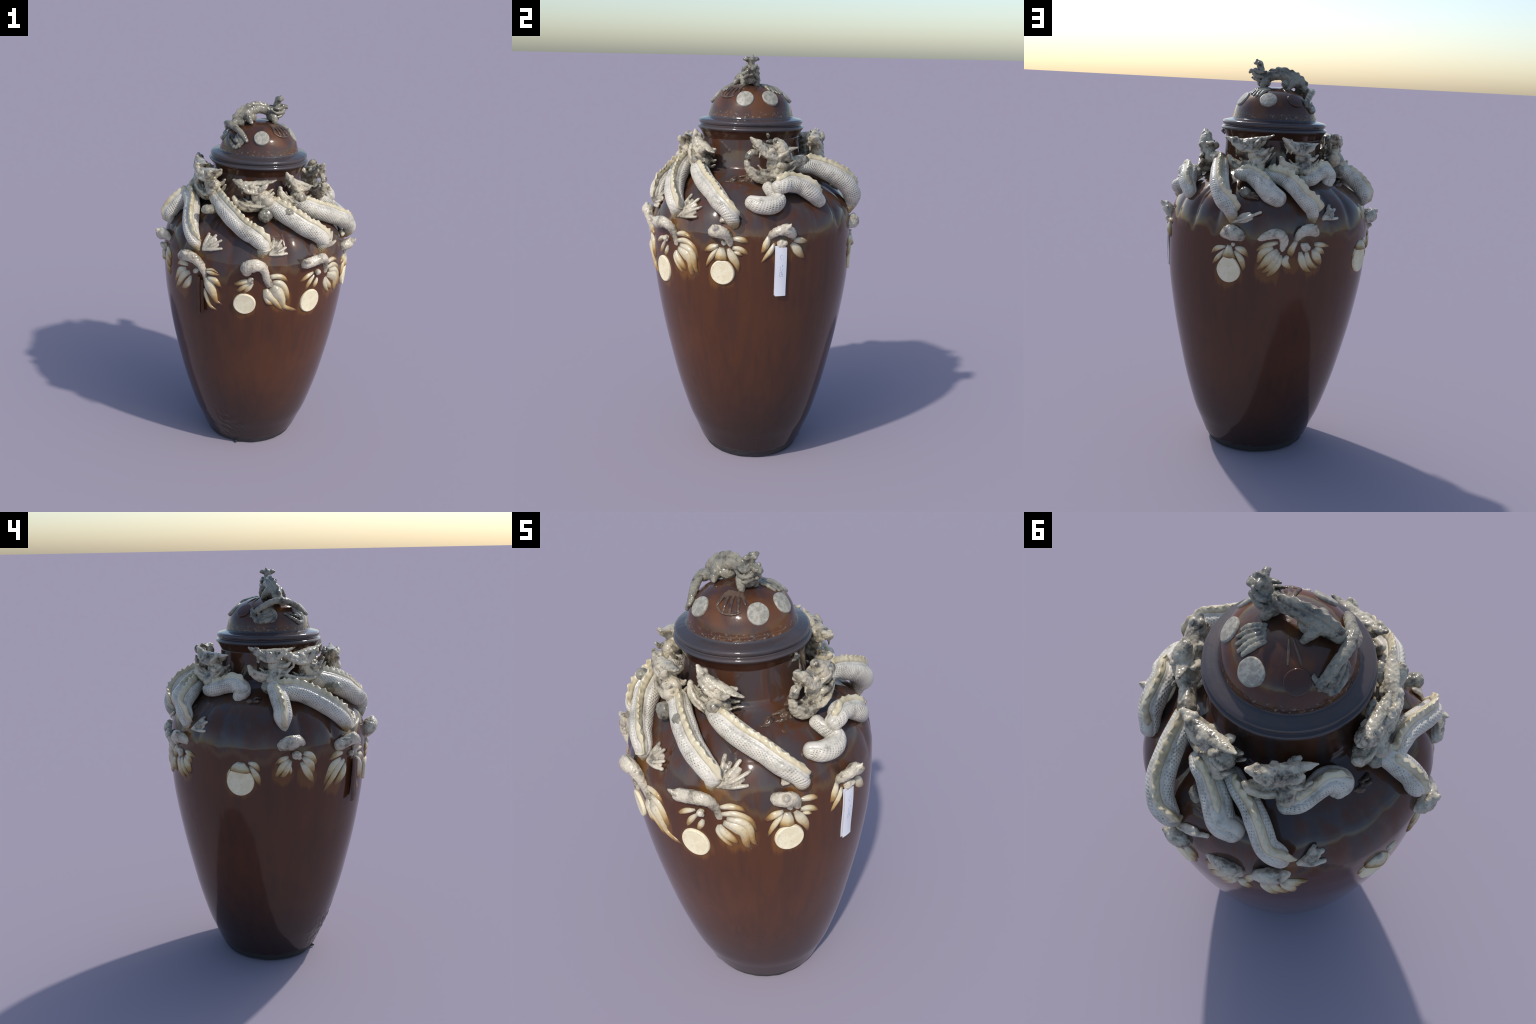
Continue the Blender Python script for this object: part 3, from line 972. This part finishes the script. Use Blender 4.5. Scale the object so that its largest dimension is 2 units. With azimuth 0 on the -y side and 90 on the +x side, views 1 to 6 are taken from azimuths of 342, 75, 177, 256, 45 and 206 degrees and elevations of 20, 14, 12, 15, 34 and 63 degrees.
def strip(name, az0, az1, z0, z1, rho_top, rho_bottom, material, parent, thick=.0012, curl=.004):
    """a hanging strip of paper or bark with a little curl"""
    rows, cols = 24, 8
    grid = []
    for side in (1, -1):
        for i in range(rows + 1):
            q = i / rows
            for j in range(cols + 1):
                s = j / cols
                a = az0 + (az1 - az0) * s
                rho = rho_top + (rho_bottom - rho_top) * q + curl * math.sin(q * 5.2) * .5 + .002 * math.sin(s * 3.1)
                flat = math.cos(math.radians((az0 + az1) / 2 - a))
                grid.append(cyl(a, rho / flat + side * thick / 2, z0 + (z1 - z0) * q))
    n = (rows + 1) * (cols + 1)
    faces = []
    for b, in ((0,), (n,)):
        for i in range(rows):
            for j in range(cols):
                k = b + i * (cols + 1) + j
                faces.append((k, k + 1, k + cols + 2, k + cols + 1))
    rim = [j for j in range(cols + 1)] + [i * (cols + 1) + cols for i in range(1, rows + 1)] + \
          [rows * (cols + 1) + j for j in range(cols - 1, -1, -1)] + [i * (cols + 1) for i in range(rows - 1, 0, -1)]
    for a, b in zip(rim, rim[1:] + rim[:1]):
        faces.append((a, b, b + n, a + n))
    return mesh_object(name, grid, faces, material, parent, False)


label = strip("paper_label", 88.95, 94.4, 1.158, .930, .527, .521, PAPER, jar)
strip("label_backing", 88.6, 94.0, 1.165, .932, .519, .5135, PAPER, label)
# faint handwriting running down the label: an open ring, ticks and a boxed figure
marks = D.curves.new("handwriting", 'CURVE')
marks.dimensions = '3D'
marks.bevel_depth = .0007
marks.bevel_resolution = 1


def stroke(points):
    s = marks.splines.new('POLY')
    s.points.add(len(points) - 1)
    for p, (u, w) in zip(s.points, points):
        q = (1.158 - w) / (1.158 - .930)
        rho = .527 - .006 * q + .004 * math.sin(q * 5.2) * .5 + .002 * math.sin(u * 3.1) + .0006
        p.co = (*cyl(88.95 + 5.45 * u, rho / math.cos(math.radians((u - .5) * 5.45)), w), 1)


stroke([(.60, 1.120), (.45, 1.124), (.36, 1.117), (.38, 1.108), (.52, 1.104)])
stroke([(.66, 1.108), (.68, 1.104)])
stroke([(.48, 1.100), (.52, 1.097)])
stroke([(.60, 1.080), (.61, 1.068)])
stroke([(.55, 1.074), (.66, 1.073)])
stroke([(.60, 1.060), (.63, 1.052)])
stroke([(.38, 1.072), (.42, 1.058), (.40, 1.050)])
stroke([(.36, 1.043), (.66, 1.045)])
stroke([(.50, 1.049), (.50, 1.030)])
stroke([(.36, 1.040), (.38, 1.022), (.66, 1.024), (.64, 1.036), (.52, 1.032)])
tmp = D.objects.new("handwriting_curve", marks)
SCENE.collection.objects.link(tmp)
me = D.meshes.new_from_object(tmp.evaluated_get(bpy.context.evaluated_depsgraph_get()))
D.objects.remove(tmp)
ink = D.objects.new("handwriting", me)
me.materials.clear()
me.materials.append(INK)
SCENE.collection.objects.link(ink)
ink.parent = label

# brown tag hanging from the south-west tail
TAG = plain("brown_tag_glaze", (.075, .036, .020), .3, .4)
tag = strip("hanging_tag", 306.4, 310.2, 1.115, .900, .512, .505, TAG, jar, .002, .003)
strip("hanging_tag", 309.6, 312.6, 1.100, .912, .507, .500, plain("dark_tag_glaze", (.05, .018, .006), .3, .4), jar, .002, .003)

# ------------------------------------------------------------------------ lid
def lid_warp(az, z, r):
    w = .0010 * noise.noise(Vector((math.cos(math.radians(az)) * 2, math.sin(math.radians(az)) * 2, z * 5)))
    if 1.703 < z < 1.722:                  # beads of glaze stopped at the foot of the dome
        w += .0022 * abs(noise.noise(Vector((az * .55, z * 60, 2))))
    return w


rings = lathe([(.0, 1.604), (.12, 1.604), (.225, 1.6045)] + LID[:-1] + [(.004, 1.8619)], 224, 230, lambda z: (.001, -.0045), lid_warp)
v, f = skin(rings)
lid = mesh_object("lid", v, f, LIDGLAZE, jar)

# drip on the edge of the flange
c = Clay()
c.tube([(*cyl(93, .258, 1.642), .007), (*cyl(93, .262, 1.634), .010), (*cyl(94, .252, 1.620), .006)], flat=.6)
c.tube([(*cyl(106, .234, 1.60), .008), (*cyl(98, .238, 1.604), .010), (*cyl(90, .236, 1.600), .006)])
c.tube([(*cyl(104, .236, 1.60), .005), (*cyl(105, .238, 1.57), .006), (*cyl(106, .240, 1.54), .009)])
c.build("glaze_drip", OLIVE, lid, .0026, None, .002, 60, 2)


def lid_button(az, rho, r, material, thick=.006, name="lid_button"):
    c0 = dome(az, rho)
    n = (dome(az, rho, .02) - c0).normalized()
    X = Vector((0, 0, 1)).cross(n).normalized()
    Yv = n.cross(X)
    L = Matrix((X, Yv, n)).transposed().to_4x4()
    L.translation = c0
    rings = []
    for fr, h in ((1.0, -.012), (1.02, 0), (1.0, thick * .7), (.95, thick), (.88, thick), (.6, thick * 1.0), (.3, thick * 1.05), (.02, thick * 1.05)):
        ring = []
        for j in range(56):
            a = 2 * math.pi * j / 56
            k = r * fr * (1 + .045 * noise.noise(Vector((math.cos(a) * 1.5, math.sin(a) * 1.5, az))))
            x, y = math.cos(a) * k, math.sin(a) * k
            ring.append((x, y, h - (x * x + y * y) / (2 * .22) * .8 + .0012))
        rings.append(ring)
    v, f = skin(rings)
    ob = mesh_object(name, v, f, material, lid)
    ob.matrix_world = L
    return ob


lid_button(345.7, .171, .040, BUTTON)
lid_button(66.5, .174, .041, BUTTON)
lid_button(108.0, .171, .041, BUTTON)
lid_button(165.2, .166, .042, BUTTON)
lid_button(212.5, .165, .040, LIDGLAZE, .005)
lid_button(257.0, .182, .040, OLIVE, .006)

# --- small dragon crouching on the lid
up = Vector((0, 0, 1))
c = Clay()
back = [(-.146, -.020, 1.852, .021), (-.124, -.016, 1.875, .026), (-.095, -.013, 1.893, .031), (-.060, -.010, 1.911, .030), (-.022, -.008, 1.922, .026),
        (.012, -.011, 1.919, .025), (.042, -.016, 1.912, .026), (.068, -.022, 1.910, .024)]
c.tube(back, 18, samples=40)
c.tube([(-.088, -.022, 1.892, .024), (-.080, -.046, 1.882, .022), (-.072, -.064, 1.864, .014), (-.066, -.072, 1.856, .008)])      # haunches
c.tube([(-.088, .000, 1.892, .024), (-.078, .018, 1.882, .020), (-.066, .032, 1.864, .013), (-.058, .038, 1.854, .008)])
c.tube([(.052, -.026, 1.905, .022), (.056, -.046, 1.890, .022), (.062, -.056, 1.872, .018), (.066, -.058, 1.855, .014)])        # forelegs
c.tube([(.052, -.006, 1.905, .022), (.058, .004, 1.890, .020), (.066, .006, 1.872, .017), (.070, .006, 1.855, .014)])
c.ball((.075, -.026, 1.882), (.022, .030, .024))
c.ball((.050, -.020, 1.884), (.022, .030, .026))
c.ball((-.056, -.010, 1.880), (.032, .034, .030))
c.build("lid_dragon_body", OLIVE, lid, .0026, None, .0022, 110, 3)

S = spline(back, 120)                                      # scalloped ridge along the spine
fr, arc = [], 0
for i, s in enumerate(S):
    p = Vector(s[:3])
    t = (Vector(S[min(i + 1, 119)][:3]) - Vector(S[max(i - 1, 0)][:3])).normalized()
    u = (up - t * up.dot(t)).normalized()
    arc += (p - Vector(S[i - 1][:3])).length if i else 0
    fr.append((p, u, t.cross(u), t, arc))
dorsal_crest(fr, [s[3] * .95 for s in S], lid, .016, (.03, .86), .029, OLIVE)

c = Clay()
c.ball((.086, -.027, 1.922), (.030, .030, .026))
c.tube([(.090, -.029, 1.930, .024), (.112, -.031, 1.934, .020), (.128, -.033, 1.935, .013), (.137, -.034, 1.928, .007)], flat=.9)   # muzzle
c.tube([(.080, -.029, 1.902, .020), (.104, -.031, 1.898, .015), (.120, -.033, 1.903, .009)], flat=.7)                        # jaw
for s in (-1, 1):
    yy = -.028
    c.ball((.108, yy + s * .019, 1.944), .009)
    c.ball((.130, yy - .004 + s * .010, 1.938), .008)
    c.tube([(.118, yy + s * .022, 1.922, .008), (.096, yy + s * .032, 1.910, .009), (.068, yy + s * .036, 1.908, .008), (.040, yy + s * .034, 1.922, .004)])
    c.tube([(.104, yy + s * .026, 1.936, .008), (.080, yy + s * .034, 1.930, .009), (.052, yy + s * .034, 1.936, .004)])
    c.tube([(.112, yy + s * .018, 1.904, .007), (.092, yy + s * .030, 1.890, .008), (.066, yy + s * .034, 1.886, .004)])
    c.tube([(.088, yy + s * .010, 1.972, .013), (.090, yy + s * .026, 1.976, .011), (.086, yy + s * .036, 1.974, .006)])
c.tube([(.078, -.026, 1.938, .018), (.082, -.026, 1.955, .017), (.088, -.026, 1.970, .018), (.098, -.026, 1.982, .012), (.104, -.025, 1.992, .0045)])   # crown
c.tube([(.084, -.026, 1.976, .012), (.104, -.027, 1.976, .011), (.114, -.028, 1.974, .006)])
c.build("lid_dragon_head", OLIVE, lid, .0024, None, .0018, 120, 2)

# its tail loops down the back of the dome and ends in two flukes
c = Clay()
c.tube([(*dome(322, .185, .008), .011), (*dome(312, .168, .014), .016), (*dome(298, .156, .026), .019), (*dome(280, .150, .042), .020), (*dome(264, .152, .040), .019),
        (*dome(250, .160, .022), .018), (*dome(238, .173, .010), .015), (*dome(230, .186, .004), .008)], 16, .8, samples=44)
c.tube([(*dome(285, .110, .014), .020), (*dome(278, .132, .026), .021), (*dome(280, .150, .03), .019)])
for path, rr in (([(229, .160), (232, .178), (242, .197), (255, .192), (268, .180)], .0125), ([(236, .168), (247, .184), (262, .176)], .011),
                 ([(241, .186), (252, .196), (264, .190)], .009), ([(300, .165), (311, .186), (305, .200), (291, .191), (281, .180)], .0115),
                 ([(298, .174), (306, .189), (292, .183)], .010), ([(309, .176), (315, .188), (312, .198)], .009)):
    n = len(path)
    c.tube([(*dome(a, r, .005), rr * (1.15 - .55 * abs(2 * k / (n - 1) - .9))) for k, (a, r) in enumerate(path)], 12, .8, samples=22)
c.build("lid_dragon_tail", OLIVE, lid, .0026, None, .0022, 80, 2)

# clawed hands sunk in the glaze, front and back
c = Clay()
for a0, r0, a1, r1, a2, r2 in ((20, .085, 16, .115, 13, .145), (27, .085, 24, .125, 24, .160), (35, .09, 33, .130, 32, .168), (43, .09, 43, .130, 43, .162), (51, .095, 52, .125, 53, .145)):
    c.tube([(*dome(a0, r0, .0), .007), (*dome(a1, r1, .003), .0075), (*dome(a2, r2, .001), .006)], 10, .7, samples=14)
c.tube([(*dome(12, .150, .001), .006), (*dome(22, .168, .001), .006), (*dome(36, .172, .001), .006), (*dome(47, .164, .001), .005)], 10, .7)
c.build("claw_hand", OLIVE_BROWN, lid, .0022, None, .0012, 90, 2)
c = Clay()
for a0, r0, a1, r1, a2, r2 in ((122, .065, 117, .105, 117, .132), (132, .070, 126, .110, 124, .145), (140, .075, 134, .115, 132, .152), (148, .080, 142, .120, 140, .155), (156, .088, 150, .125, 147, .152)):
    c.tube([(*dome(a0, r0, .0), .008), (*dome(a1, r1, .005), .0095), (*dome(a2, r2, .002), .007)], 10, .8, samples=14)
c.build("claw_hand", OLIVE, lid, .0022, None, .0015, 90, 2)
c = Clay()
for a0, r0, a1, r1 in ((205, .055, 203, .125), (217, .06, 220, .128)):
    c.tube([(*dome(a0, r0, .0), .004), (*dome((a0 + a1) / 2, (r0 + r1) / 2, .002), .005), (*dome(a1, r1, .0), .004)], 8, .7, samples=10)
c.build("claw_hand", OLIVE_BROWN, lid, .0022, None, .0008, 90, 1)
